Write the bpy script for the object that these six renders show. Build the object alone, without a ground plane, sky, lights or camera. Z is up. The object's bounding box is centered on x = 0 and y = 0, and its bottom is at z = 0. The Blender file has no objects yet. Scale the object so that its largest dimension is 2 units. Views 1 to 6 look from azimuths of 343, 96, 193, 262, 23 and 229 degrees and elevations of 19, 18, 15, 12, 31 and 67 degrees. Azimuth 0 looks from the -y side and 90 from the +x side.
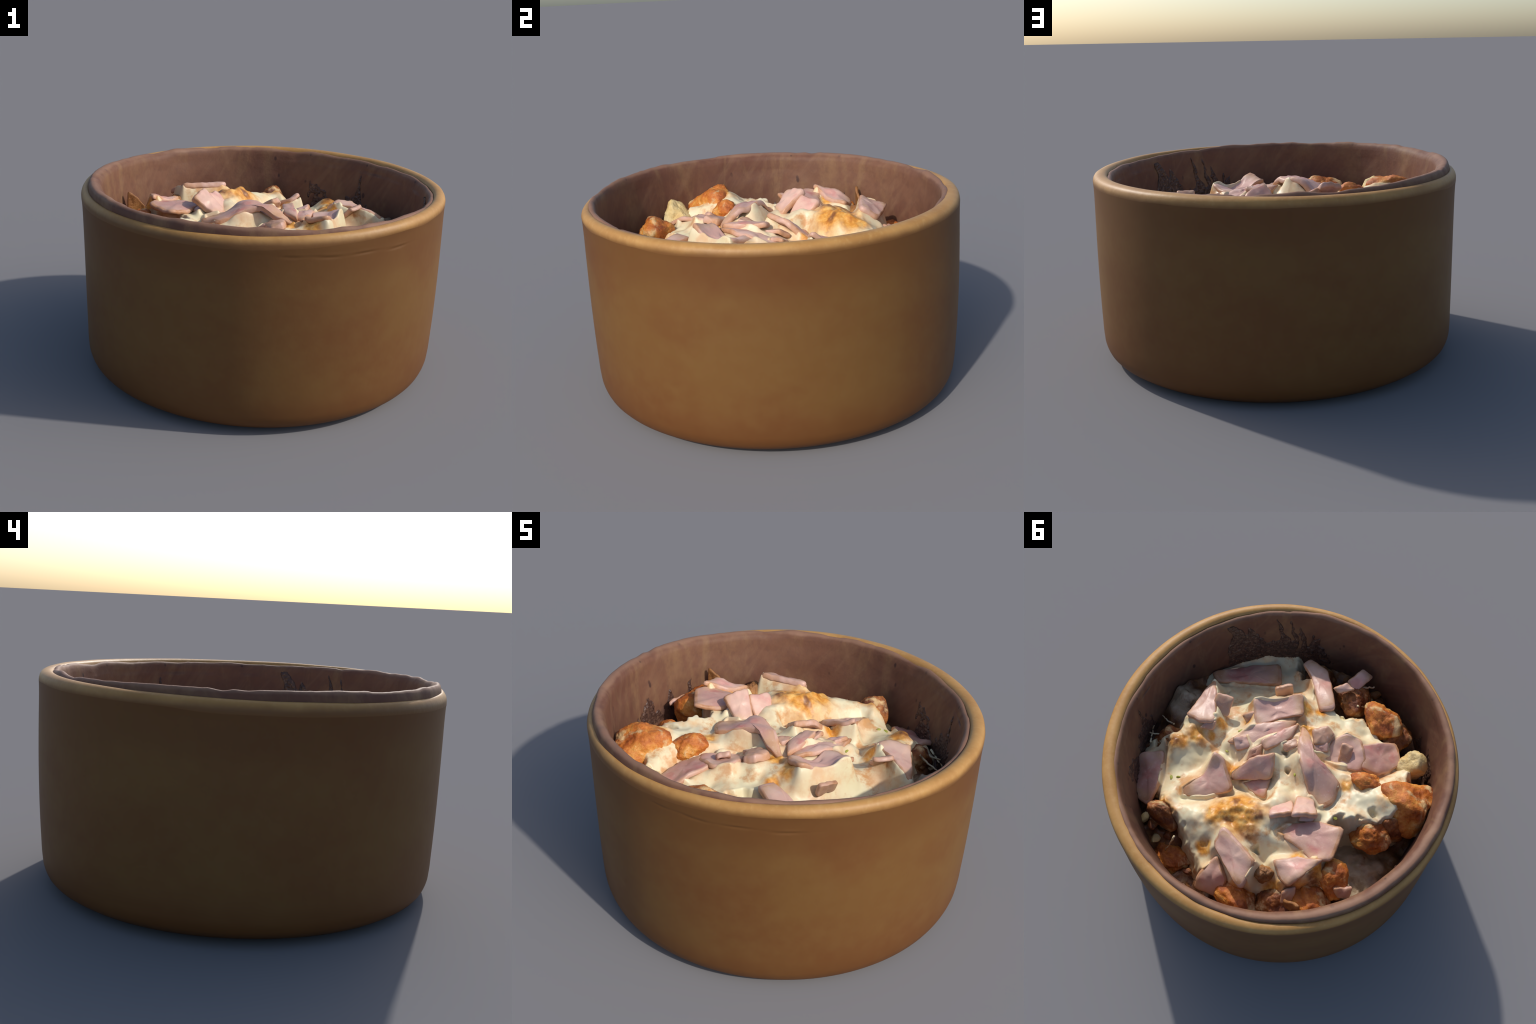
import bpy, bmesh, math, random
import numpy as np
from mathutils import Vector, Matrix, noise

rng = random.Random(7)
TAU = 2 * math.pi


# ------------------------------------------------------------------ helpers
def smooth(a, b, x):
    t = np.clip((x - a) / (b - a), 0, 1)
    return t * t * (3 - 2 * t)


def lattice(seed, n=64):
    return np.random.default_rng(seed).random((n, n))


def vnoise(x, y, seed=0):
    """smooth value noise in numpy, range -1..1"""
    g = lattice(seed)
    n = g.shape[0]
    xi, yi = np.floor(x).astype(int), np.floor(y).astype(int)
    fx, fy = x - xi, y - yi
    fx, fy = fx * fx * (3 - 2 * fx), fy * fy * (3 - 2 * fy)
    a, b = g[xi % n, yi % n], g[(xi + 1) % n, yi % n]
    c, d = g[xi % n, (yi + 1) % n], g[(xi + 1) % n, (yi + 1) % n]
    return 2 * ((a * (1 - fx) + b * fx) * (1 - fy) + (c * (1 - fx) + d * fx) * fy) - 1


def fbm(x, y, seed=0, octaves=4, gain=0.5):
    s, amp = 0, 1.0
    for o in range(octaves):
        s = s + amp * vnoise(x * 2 ** o + 17.3 * o, y * 2 ** o + 9.1 * o, seed + o)
        amp *= gain
    return s


def add_object(name, verts, faces, parent, mats, mat_index=None, origin=(0, 0, 0), smooth_shade=True):
    me = bpy.data.meshes.new(name)
    o = Vector(origin)
    me.from_pydata([tuple(Vector(v) - o) for v in verts], [], faces)
    for m in mats:
        me.materials.append(m)
    if mat_index is not None:
        me.polygons.foreach_set("material_index", mat_index)
    if smooth_shade:
        me.polygons.foreach_set("use_smooth", [True] * len(me.polygons))
    me.update()
    ob = bpy.data.objects.new(name, me)
    bpy.context.scene.collection.objects.link(ob)
    ob.location = o
    if parent:
        ob.parent = parent
        ob.location = o - parent.matrix_world.translation if parent.parent is None else o - parent.location
    return ob


# ------------------------------------------------------------------ node helpers
class Mat:
    def __init__(self, name, rough=0.6, spec=0.35):
        self.m = bpy.data.materials.new(name)
        self.m.use_nodes = True
        self.t = self.m.node_tree
        self.b = self.t.nodes["Principled BSDF"]
        self.b.inputs["Roughness"].default_value = rough
        self.b.inputs["Specular IOR Level"].default_value = spec
        self.co = self.n("ShaderNodeTexCoord").outputs["Object"]

    def n(self, kind, **kw):
        nd = self.t.nodes.new(kind)
        for k, v in kw.items():
            setattr(nd, k, v)
        return nd

    def link(self, a, b):
        self.t.links.new(a, b)

    def put(self, sock, v):
        if isinstance(v, bpy.types.NodeSocket):
            self.link(v, sock)
        else:
            sock.default_value = v

    def math(self, op, a, b=0.0, c=None, clamp=False):
        nd = self.n("ShaderNodeMath", operation=op, use_clamp=clamp)
        self.put(nd.inputs[0], a)
        self.put(nd.inputs[1], b)
        if c is not None:
            self.put(nd.inputs[2], c)
        return nd.outputs[0]

    def map(self, v, a, b, lo=0.0, hi=1.0, soft=True):
        nd = self.n("ShaderNodeMapRange", interpolation_type="SMOOTHSTEP" if soft else "LINEAR")
        self.put(nd.inputs[0], v)
        nd.inputs[1].default_value, nd.inputs[2].default_value = a, b
        nd.inputs[3].default_value, nd.inputs[4].default_value = lo, hi
        return nd.outputs[0]

    def scaled(self, s, off=(0, 0, 0), co=None):
        nd = self.n("ShaderNodeMapping")
        self.link(co or self.co, nd.inputs[0])
        nd.inputs["Scale"].default_value = s
        nd.inputs["Location"].default_value = off
        return nd.outputs[0]

    def noise(self, scale, detail=4, rough=0.55, co=None, dist=0.0):
        nd = self.n("ShaderNodeTexNoise")
        self.link(co or self.co, nd.inputs["Vector"])
        nd.inputs["Scale"].default_value = scale
        nd.inputs["Detail"].default_value = detail
        nd.inputs["Roughness"].default_value = rough
        nd.inputs["Distortion"].default_value = dist
        return nd.outputs["Fac"]

    def mix(self, f, a, b):
        nd = self.n("ShaderNodeMix", data_type="RGBA")
        self.put(nd.inputs[0], f)
        self.put(nd.inputs[6], a if isinstance(a, bpy.types.NodeSocket) else (*a, 1))
        self.put(nd.inputs[7], b if isinstance(b, bpy.types.NodeSocket) else (*b, 1))
        return nd.outputs[2]

    def ramp(self, f, stops):
        nd = self.n("ShaderNodeValToRGB")
        self.link(f, nd.inputs[0])
        e = nd.color_ramp.elements
        while len(e) < len(stops):
            e.new(0.5)
        for k, (p, c) in zip(e, stops):
            k.position, k.color = p, (*c, 1)
        return nd.outputs[0]

    def spots(self, places, wobble=0.0):
        """mask = union of soft round patches at (x, y, radius) in plan"""
        sep = self.n("ShaderNodeSeparateXYZ")
        co = self.co
        if wobble:
            nz = self.n("ShaderNodeTexNoise")
            self.link(self.co, nz.inputs["Vector"])
            nz.inputs["Scale"].default_value = 9
            nz.inputs["Detail"].default_value = 3
            v = self.n("ShaderNodeVectorMath", operation="MULTIPLY_ADD")
            self.link(nz.outputs["Color"], v.inputs[0])
            v.inputs[1].default_value = (wobble,) * 3
            off = self.n("ShaderNodeVectorMath", operation="SUBTRACT")
            self.link(self.co, off.inputs[0])
            off.inputs[1].default_value = (wobble / 2,) * 3
            self.link(off.outputs[0], v.inputs[2])
            co = v.outputs[0]
        self.link(co, sep.inputs[0])
        total = None
        for x, y, r in places:
            dx = self.math("SUBTRACT", sep.outputs[0], x)
            dy = self.math("SUBTRACT", sep.outputs[1], y)
            d = self.math("SQRT", self.math("ADD", self.math("MULTIPLY", dx, dx), self.math("MULTIPLY", dy, dy)))
            f = self.map(d, r * 0.35, r, 1.0, 0.0)
            total = f if total is None else self.math("MAXIMUM", total, f)
        return total

    def colour(self, c):
        self.put(self.b.inputs["Base Color"], c)

    def bump(self, h, strength=0.3, dist=0.01):
        nd = self.n("ShaderNodeBump")
        nd.inputs["Strength"].default_value = strength
        nd.inputs["Distance"].default_value = dist
        self.link(h, nd.inputs["Height"])
        self.link(nd.outputs[0], self.b.inputs["Normal"])


# ------------------------------------------------------------------ materials
def make_wall():
    m = Mat("tan_stoneware", 0.55, 0.3)
    big = m.noise(1.6, 3, 0.5, m.scaled((1, 1, 1.8)))
    fine = m.noise(14, 5, 0.6)
    c = m.mix(m.map(big, 0.34, 0.68), (0.153, 0.071, 0.0180), (0.138, 0.054, 0.0138))
    c = m.mix(m.map(fine, 0.3, 0.75, 0, 0.3), c, (0.175, 0.092, 0.028))
    # painted occlusion shade and warm bounce: ragged darker band under rim, round foot
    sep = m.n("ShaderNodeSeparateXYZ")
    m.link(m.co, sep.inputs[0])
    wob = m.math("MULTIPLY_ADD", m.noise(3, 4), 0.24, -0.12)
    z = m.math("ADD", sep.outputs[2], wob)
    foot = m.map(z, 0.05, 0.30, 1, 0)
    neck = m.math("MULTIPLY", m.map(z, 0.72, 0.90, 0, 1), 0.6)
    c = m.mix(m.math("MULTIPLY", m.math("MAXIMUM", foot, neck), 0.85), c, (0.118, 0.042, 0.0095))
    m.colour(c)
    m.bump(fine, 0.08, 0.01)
    return m.m


def make_rim():
    m = Mat("rim_painted_top_light", 0.5, 0.35)
    c = m.mix(m.map(m.noise(5, 4), 0.35, 0.7), (0.44, 0.235, 0.072), (0.37, 0.185, 0.052))
    c = m.mix(m.map(m.noise(38, 4, 0.6), 0.45, 0.8, 0, 0.5), c, (0.48, 0.29, 0.105))
    # top-light baked into the colour: pale on top, fading to wall brown
    sep = m.n("ShaderNodeSeparateXYZ")
    m.link(m.co, sep.inputs[0])
    z = m.math("MULTIPLY_ADD", m.noise(7, 3), 0.02, sep.outputs[2])
    c = m.mix(m.map(z, 0.992, 1.034), (0.155, 0.066, 0.0175), c)
    m.colour(c)
    m.bump(m.noise(30, 4), 0.12, 0.01)
    return m.m


def azimuth(m):
    sep = m.n("ShaderNodeSeparateXYZ")
    m.link(m.co, sep.inputs[0])
    return m.math("ARCTAN2", sep.outputs[1], sep.outputs[0]), sep.outputs[2]


def make_lining():
    m = Mat("brown_glaze_lining", 0.6, 0.22)
    az, z = azimuth(m)
    c = m.mix(m.map(m.noise(2.2, 4), 0.3, 0.7), (0.172, 0.081, 0.047), (0.128, 0.053, 0.034))
    streak = m.noise(3.2, 5, 0.6, m.scaled((2.2, 2.2, 0.5)), 0.8)
    c = m.mix(m.map(streak, 0.46, 0.70, 0, 0.85), c, (0.215, 0.118, 0.060))
    c = m.mix(m.map(m.noise(26, 5, 0.65), 0.35, 0.75, 0, 0.4), c, (0.100, 0.046, 0.034))
    slant = m.n("ShaderNodeCombineXYZ")
    m.put(slant.inputs[0], m.math("ADD", m.math("MULTIPLY", az, 5.0), m.math("MULTIPLY", z, 4.5)))
    m.put(slant.inputs[1], m.math("MULTIPLY", z, 1.2))
    smear = m.noise(1.6, 5, 0.6, slant.outputs[0], 0.6)
    c = m.mix(m.map(smear, 0.45, 0.75, 0, 0.45), c, (0.225, 0.125, 0.070))
    # pores and flecks
    vo = m.n("ShaderNodeTexVoronoi")
    m.link(m.scaled((1, 1, 0.6)), vo.inputs["Vector"])
    vo.inputs["Scale"].default_value = 11
    fleck = m.math("MULTIPLY", m.map(vo.outputs["Distance"], 0.08, 0.15, 1, 0), m.map(m.noise(3), 0.38, 0.5))
    c = m.mix(m.math("MULTIPLY", fleck, 0.85), c, (0.045, 0.022, 0.020))
    # lip edge tinted paler where its top catches the light
    lip = m.math("SUBTRACT", z, m.math("MULTIPLY_ADD", m.math("COSINE", m.math("SUBTRACT", az, math.radians(200))), 0.024, 1.042))
    lip = m.math("MULTIPLY_ADD", m.noise(12, 3), 0.02, lip)
    c = m.mix(m.map(lip, -0.010, 0.006, 0, 0.65), c, (0.27, 0.150, 0.098))
    # baked-on splashes: ragged upper edge, coming and going round the wall
    comb = m.n("ShaderNodeCombineXYZ")
    m.put(comb.inputs[0], m.math("MULTIPLY", az, 6.0))
    m.put(comb.inputs[1], m.math("MULTIPLY", z, 1.6))
    tongue = m.noise(2.4, 5, 0.6, comb.outputs[0])
    where = None
    for a, w in ((-0.66, 0.42), (0.62, 0.26), (2.92, 0.16), (-2.7, 0.12)):
        d = m.math("ABSOLUTE", m.math("SUBTRACT", az, a))
        f = m.map(d, w * 0.5, w * 1.15, 1, 0)
        where = f if where is None else m.math("MAXIMUM", where, f)
    edge = m.math("ADD", m.math("MULTIPLY_ADD", tongue, 0.42, 0.56), m.math("MULTIPLY_ADD", where, 0.13, -0.19))
    stain = m.map(m.math("SUBTRACT", edge, z), -0.012, 0.03)
    crust = m.mix(m.map(m.noise(48, 3, 0.7), 0.4, 0.65), (0.050, 0.026, 0.024), (0.10, 0.058, 0.048))
    c = m.mix(m.math("MULTIPLY", stain, 0.55), c, crust)
    m.colour(c)
    m.bump(m.math("ADD", m.noise(20, 4), m.math("MULTIPLY", stain, m.noise(60, 3))), 0.2, 0.012)
    return m.m


def make_crust():
    m = Mat("burnt_sauce", 0.45, 0.4)
    m.colour(m.ramp(m.noise(40, 4, 0.7), [(0.3, (0.042, 0.019, 0.013)), (0.52, (0.075, 0.036, 0.026)), (0.70, (0.17, 0.095, 0.060))]))
    m.bump(m.noise(70, 3), 0.3, 0.01)
    return m.m


GOLD = [(-0.07, 0.36, 0.20), (0.0, 0.44, 0.14), (0.193, 0.202, 0.05), (0.50, 0.23, 0.09), (0.53, 0.33, 0.08), (0.30, 0.65, 0.10),
        (0.169, -0.351, 0.07), (-0.328, -0.212, 0.06), (-0.40, -0.29, 0.08), (0.443, 0.071, 0.04), (0.444, 0.153, 0.04),
        (0.061, -0.281, 0.05), (-0.476, 0.288, 0.06), (-0.599, 0.259, 0.07), (-0.063, 0.624, 0.06), (0.046, -0.148, 0.03),
        (-0.56, -0.36, 0.09), (-0.717, 0.216, 0.09), (-0.634, 0.389, 0.09), (-0.14, -0.64, 0.06), (0.363, -0.075, 0.05),
        (-0.50, 0.50, 0.08), (-0.36, 0.69, 0.10), (-0.20, 0.72, 0.08), (0.12, -0.42, 0.05)]
DARK = [(-0.19, 0.39, 0.075), (-0.15, 0.30, 0.05), (0.55, 0.36, 0.07), (0.28, 0.69, 0.10), (0.20, 0.68, 0.08), (-0.62, 0.30, 0.05), (-0.74, 0.22, 0.06),
        (-0.70, 0.36, 0.07), (-0.42, 0.64, 0.07), (-0.61, -0.17, 0.06), (-0.57, 0.43, 0.05), (-0.01, 0.34, 0.025), (-0.06, 0.44, 0.03)]


def make_cheese():
    m = Mat("melted_cheese", 0.42, 0.4)
    c = m.mix(m.map(m.noise(3.5, 4), 0.35, 0.7), (0.77, 0.68, 0.43), (0.71, 0.63, 0.43))
    c = m.mix(m.map(m.noise(9, 4, 0.6), 0.46, 0.70, 0, 0.85), c, (0.70, 0.44, 0.22))
    c = m.mix(m.map(m.noise(6, 5, 0.65, m.scaled((1, 1, 1), (3, 1, 2))), 0.52, 0.66, 0, 0.85), c, (0.56, 0.25, 0.075))
    near = m.spots([(float(c[:, 0].mean()), float(c[:, 1].mean()), 1.25 * float(np.hypot(*(c[:, :2] - c[:, :2].mean(0)).T).mean()) + .05) for c, *_ in HAM], 0.12)
    c = m.mix(m.math("MULTIPLY", near, m.map(m.noise(8, 4, 0.6), 0.35, 0.65, 0.05, 0.75), clamp=True), c, (0.66, 0.42, 0.245))
    g = m.spots(GOLD, 0.10)
    grain = m.noise(24, 5, 0.65)
    gold = m.ramp(grain, [(0.28, (0.42, 0.14, 0.018)), (0.48, (0.64, 0.28, 0.045)), (0.68, (0.76, 0.46, 0.14))])
    c = m.mix(m.math("MULTIPLY", g, m.map(m.noise(13, 4, 0.6), 0.15, 0.45), clamp=True), c, gold)
    d = m.spots(DARK, 0.09)
    c = m.mix(m.math("MULTIPLY", d, m.map(m.noise(20, 4, 0.6), 0.28, 0.6, 0.25, 0.9), clamp=True), c, (0.17, 0.055, 0.018))
    m.colour(c)
    m.b.inputs["Subsurface Weight"].default_value = 0.0
    m.bump(m.noise(22, 4, 0.5), 0.10, 0.012)
    return m.m


def make_under():
    m = Mat("sauce_and_vegetables", 0.4, 0.45)
    c = m.ramp(m.noise(6, 5, 0.65), [(0.30, (0.035, 0.016, 0.010)), (0.48, (0.13, 0.05, 0.02)), (0.60, (0.28, 0.12, 0.04)), (0.78, (0.45, 0.33, 0.19))])
    pale = m.spots([(-.62, -.03, .24), (-.74, .10, .16), (.62, -.40, .2), (.75, .10, .14)], 0.12)
    c = m.mix(m.math("MULTIPLY", pale, m.map(m.noise(8, 4), 0.30, 0.48)), c, (0.46, 0.35, 0.22))
    m.colour(c)
    m.bump(m.noise(30, 5), 0.4, 0.02)
    return m.m


def make_ham(name, a, b, rosy):
    m = Mat(name, 0.42, 0.45)
    info = m.n("ShaderNodeObjectInfo")
    v = m.n("ShaderNodeVectorMath", operation="ADD")
    sc = m.math("MULTIPLY", info.outputs["Random"], 37.0)
    comb = m.n("ShaderNodeCombineXYZ")
    for i in range(3):
        m.link(sc, comb.inputs[i])
    m.link(m.co, v.inputs[0])
    m.link(comb.outputs[0], v.inputs[1])
    co = v.outputs[0]
    c = m.mix(m.map(m.noise(6, 4, 0.55, co), 0.35, 0.68), a, b)
    c = m.mix(m.map(m.noise(9, 3, 0.5, m.scaled((1, 1, 1), (5, 2, 1), co)), 0.50, 0.72, 0, 0.75), c, rosy)
    c = m.mix(m.map(m.noise(4.5, 4, 0.6, m.scaled((1, 1, 1), (1, 7, 3), co)), 0.58, 0.72, 0, 0.65), c, (0.58, 0.33, 0.19))
    # fat and toasted colour creep in from the margin
    gen = m.n("ShaderNodeTexCoord").outputs["Generated"]
    sub = m.n("ShaderNodeVectorMath", operation="SUBTRACT")
    m.link(gen, sub.inputs[0])
    sub.inputs[1].default_value = (0.5, 0.5, 0.5)
    flat = m.n("ShaderNodeVectorMath", operation="MULTIPLY")
    m.link(sub.outputs[0], flat.inputs[0])
    flat.inputs[1].default_value = (1, 1, 0.3)
    ln = m.n("ShaderNodeVectorMath", operation="LENGTH")
    m.link(flat.outputs[0], ln.inputs[0])
    margin = m.math("ADD", ln.outputs["Value"], m.math("MULTIPLY_ADD", m.noise(7, 4, 0.6, co), 0.5, -0.25))
    c = m.mix(m.map(margin, 0.30, 0.52, 0, 0.75), c, (0.56, 0.345, 0.20))
    c = m.mix(m.map(margin, 0.46, 0.60, 0, 0.7), c, (0.40, 0.18, 0.075))
    c = m.mix(m.map(m.noise(55, 3, 0.6, co), 0.55, 0.8, 0, 0.5), c, (0.62, 0.45, 0.38))
    m.colour(c)
    m.bump(m.noise(40, 4, 0.6, co), 0.16, 0.01)
    return m.m


def make_rind():
    m = Mat("browned_ham_edge", 0.45, 0.4)
    c = m.ramp(m.noise(9, 4, 0.6), [(0.28, (0.36, 0.15, 0.055)), (0.45, (0.52, 0.28, 0.16)), (0.65, (0.58, 0.36, 0.28))])
    m.colour(c)
    m.bump(m.noise(40, 4), 0.2, 0.01)
    return m.m


def make_roast(name, stops, scale=7, cheesy=False):
    m = Mat(name, 0.5, 0.4)
    f = m.noise(scale, 6, 0.68)
    c = m.ramp(f, stops)
    if cheesy:
        smear = m.noise(5.5, 5, 0.6, m.scaled((1, 1, 1), (2, 5, 1)), 0.5)
        c = m.mix(m.map(smear, 0.57, 0.66, 0, 0.85), c, (0.66, 0.47, 0.23))
    m.colour(c)
    m.bump(m.noise(26, 6, 0.7), 0.5, 0.02)
    return m.m


WALL, RIM, LINING, CRUST = make_wall(), make_rim(), make_lining(), make_crust()
UNDER, RIND = make_under(), make_rind()
HAM_PALE = make_ham("pale_pink_ham", (0.67, 0.44, 0.34), (0.60, 0.35, 0.28), (0.60, 0.26, 0.22))
HAM_MAUVE = make_ham("mauve_ham", (0.50, 0.265, 0.215), (0.56, 0.335, 0.25), (0.50, 0.165, 0.135))
HAM_TAN = make_ham("toasted_ham", (0.48, 0.29, 0.20), (0.42, 0.20, 0.115), (0.46, 0.22, 0.17))
ROAST = make_roast("roasted_orange_crust", [(0.30, (0.16, 0.040, 0.012)), (0.41, (0.36, 0.088, 0.016)), (0.51, (0.54, 0.165, 0.026)), (0.60, (0.64, 0.28, 0.055)), (0.70, (0.72, 0.52, 0.28))], 7, True)
ROAST_DARK = make_roast("charred_brown_crust", [(0.28, (0.07, 0.020, 0.010)), (0.44, (0.18, 0.052, 0.018)), (0.55, (0.36, 0.125, 0.030)), (0.66, (0.66, 0.45, 0.23))], 7, True)
DOME = make_roast("creamy_yellow_crust", [(0.25, (0.55, 0.33, 0.12)), (0.45, (0.66, 0.48, 0.20)), (0.7, (0.74, 0.62, 0.36))], 5)
LEAF = make_roast("toasted_brown_skin", [(0.3, (0.14, 0.055, 0.022)), (0.5, (0.30, 0.13, 0.04)), (0.7, (0.46, 0.23, 0.07))], 6)
herb = Mat("green_herb", 0.5, 0.4)
herb.colour(herb.mix(herb.map(herb.noise(20), 0.3, 0.7), (0.42, 0.40, 0.06), (0.25, 0.27, 0.06)))
HERB = herb.m

# ------------------------------------------------------------------ the thing
root = bpy.data.objects.new("baked_casserole", None)
bpy.context.scene.collection.objects.link(root)
root["label"] = "tan stoneware bowl of cheese-topped baked ham casserole"
root["category"] = "baked dish"

# ------------------------------------------------------------------ bowl
# outer profile (height fraction, radius), slightly out of round
H_OUT = np.array([0, .03, .07, .12, .2, .35, .55, .75, .9, .96])
R_OUT = np.array([.917, .961, .983, .990, .993, .9965, .998, .9970, .9960, .9970])
Z_RIM = 1.030
NT = 288
TH = np.linspace(0, TAU, NT, endpoint=False)


def waves(th, c):
    """first three harmonics round the bowl"""
    return sum(c[2 * k] * np.cos((k + 1) * th) + c[2 * k + 1] * np.sin((k + 1) * th) for k in range(3))


def out_of_round(th, h):
    lo = waves(th, (-.0031, -.0007, .0051, .0017, -.0009, .0041))
    mid = waves(th, (.001, .001, .0004, 0, .0013, -.0009))
    hi = waves(th, (-.0032, -.0006, .0035, -.0021, .0031, -.0013))
    return lo * (1 - h) * (1 - 2 * h) + mid * 4 * h * (1 - h) + hi * h * (2 * h - 1)


def rim_height(th):
    return Z_RIM + waves(th, (.0051, .0041, -.0021, -.0036, -.0014, -.0004))


def foot_height(th):
    return .015 + waves(th, (-.0034, .0023, .0046, .0008, -.0006, .0018))


def zigzag(th, seed, n):
    """angular piecewise-linear wobble, periodic"""
    r = np.random.default_rng(seed).random(n) * 2 - 1
    p = th / TAU * n
    i = np.floor(p).astype(int)
    f = p - i
    return r[i % n] * (1 - f) + r[(i + 1) % n] * f


def ring(r, z, th=TH):
    return np.stack([r * np.cos(th), r * np.sin(th), z], -1)


def loft(rings):
    v = np.concatenate(rings)
    f = []
    n = len(TH)
    for i in range(len(rings) - 1):
        for j in range(n):
            k = (j + 1) % n
            f.append((i * n + j, i * n + k, (i + 1) * n + k, (i + 1) * n + j))
    return v, f


rings, tags = [], []
zr, zf = rim_height(TH), foot_height(TH)
bumpy = 0.0018 * zigzag(TH, 3, 40) + 0.002 * zigzag(TH, 5, 11)
# underside, then up the outside
for rr, z in ((.02, .0), (.30, .0), (.60, .004), (.80, .013)):
    rings.append(ring(np.full(NT, rr), np.full(NT, z)))
hs = np.concatenate([np.linspace(0, .2, 15), np.linspace(.24, .84, 14), np.linspace(.855, .925, 18)])
from_x = np.linspace(0, 1, 400)


def spline(x, xs, ys):
    """smooth monotone-ish interpolation through profile points"""
    d = np.gradient(ys, xs)
    i = np.clip(np.searchsorted(xs, x) - 1, 0, len(xs) - 2)
    h = xs[i + 1] - xs[i]
    t = (x - xs[i]) / h
    return ys[i] * (2 * t ** 3 - 3 * t ** 2 + 1) + h * d[i] * (t ** 3 - 2 * t ** 2 + t) + ys[i + 1] * (-2 * t ** 3 + 3 * t ** 2) + h * d[i + 1] * (t ** 3 - t ** 2)


for h in hs:
    r = float(spline(np.array([h]), H_OUT, R_OUT)[0])
    # shallow creases pressed into the clay under the rim on the front
    rad = r + out_of_round(TH, h)
    zz = zf * (1 - h) + zr * h
    for mid_, half, z0, dip in ((-83, 15, .922, .004), (-66, 9, .917, .004), (-97, 6, .930, .002)):
        dth = ((TH - math.radians(mid_) + math.pi) % TAU - math.pi) / math.radians(half)
        fade = np.clip(1 - dth ** 2, 0, 1)
        rad = rad - .0030 * fade * (.55 + .45 * np.sin(TH * 31)) * (np.exp(-((zz - z0 - dip * dth ** 2 * 2 - .002 * np.sin(dth * 5)) / .0055) ** 2) - .35 * np.exp(-((zz - z0 - .012 - dip * dth ** 2 * 2) / .006) ** 2))
    rings.append(ring(rad, zf * (1 - h) + zr * h))
n_wall = len(rings)
# border between brown wall and rim lightened for light from above
zb = zr - .050 + .004 * zigzag(TH, 8, 46) + .005 * zigzag(TH, 9, 17)
rings.append(ring(.9978 + out_of_round(TH, .96), zb))
border = len(rings) - 1
wide = 1 + .38 * np.cos(TH - math.radians(45))
for dr, dz in ((0, -.036), (.004, -.022), (.011, -.011), (.020, -.004), (.030, -.0005), (.040, 0), (.050, -.003), (.057, -.010), (.061, -.022), (.063, -.05), (.064, -.10)):
    w = dr if dr < .012 else .012 + (dr - .012) * wide
    rings.append(ring(.9978 - w + .6 * bumpy + out_of_round(TH, 1), zr + dz + bumpy * .5))
bowl_v, bowl_f = loft(rings)
centre = len(bowl_v)
bowl_v = np.vstack([bowl_v, [[0, 0, 0]]])
bowl_f += [(centre, (j + 1) % NT, j) for j in range(NT)]

tmp = bpy.data.meshes.new("tmp")
tmp.from_pydata(bowl_v.tolist(), [], bowl_f)
tmp.update()
normals = np.array([tuple(v.normal) for v in tmp.vertices])
bpy.data.meshes.remove(tmp)


def sub_part(name, faces, parent, mat):
    ids = sorted({i for f in faces for i in f})
    re = {a: b for b, a in enumerate(ids)}
    ob = add_object(name, bowl_v[ids].tolist(), [tuple(re[i] for i in f) for f in faces], parent, [mat])
    ob.data.normals_split_custom_set_from_vertices(normals[ids].tolist())
    return ob


is_rim = [min(f) >= border * NT and max(f) < centre for f in bowl_f]
bowl = sub_part("bowl", [f for f, r in zip(bowl_f, is_rim) if not r], root, WALL)
sub_part("rim", [f for f, r in zip(bowl_f, is_rim) if r], bowl, RIM)

# inner lining: its lip stands proud of the rim on the far (-x) side
LC = np.array([-.013, -.013])


def lip_height(th):
    return 1.042 + .024 * np.cos(th - math.radians(200))


zl = lip_height(TH) - .004 * np.clip(zigzag(TH, 29, 75) - .35, 0, 1) * 3 + .0035 * zigzag(TH, 21, 60) + .004 * zigzag(TH, 22, 23) + .0025 * zigzag(TH, 23, 110) + .005 * np.clip(zigzag(TH, 27, 90) - .6, 0, 1) * 2
fat = .030 * np.clip(np.cos(TH - math.radians(172)), 0, 1) ** 1.3
lr = .932 + .003 * zigzag(TH, 25, 70) + .002 * zigzag(TH, 26, 19)
prof = [(.024, -.14, 0), (.024, -.07, 0), (.022, -.045, 0), (.020, -.028, 0), (.015, -.012, 0), (.008, -.003, 0), (0, 0, 0), (-.009, -.003, .25), (-.016, -.012, .6), (-.021, -.026, .9), (-.024, -.045, 1)]
rings = []
for dr, dz, k in prof:
    rings.append(ring(lr + dr - fat * k, zl + dz))


def inner_radius(z):
    return .906 - (.97 - z) * .11


for z in np.linspace(.97, .42, 34):
    wob = .0035 * fbm(TH / TAU * 40, np.full(NT, z * 9), 31, 3)
    seamless = wob * smooth(0, .3, TH) * smooth(TAU, TAU - .3, TH)
    top = np.minimum(z, zl - .06)
    rings.append(ring(inner_radius(z) - fat + seamless, top if z > .96 else np.full(NT, z)))
for r in (.6, .3, .02):
    rings.append(ring(np.full(NT, r), np.full(NT, .41)))
v, f = loft(rings)
v[:, :2] += LC
add_object("inner_lining", v.tolist(), f, bowl, [LINING])


# ------------------------------------------------------------------ ham layout: corner points of each piece
HAM = []


def ham(corners, mat=HAM_PALE, thick=.030, dome=.006, bed=True):
    HAM.append((np.array(corners, float), mat, thick, dome, bed))


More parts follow.
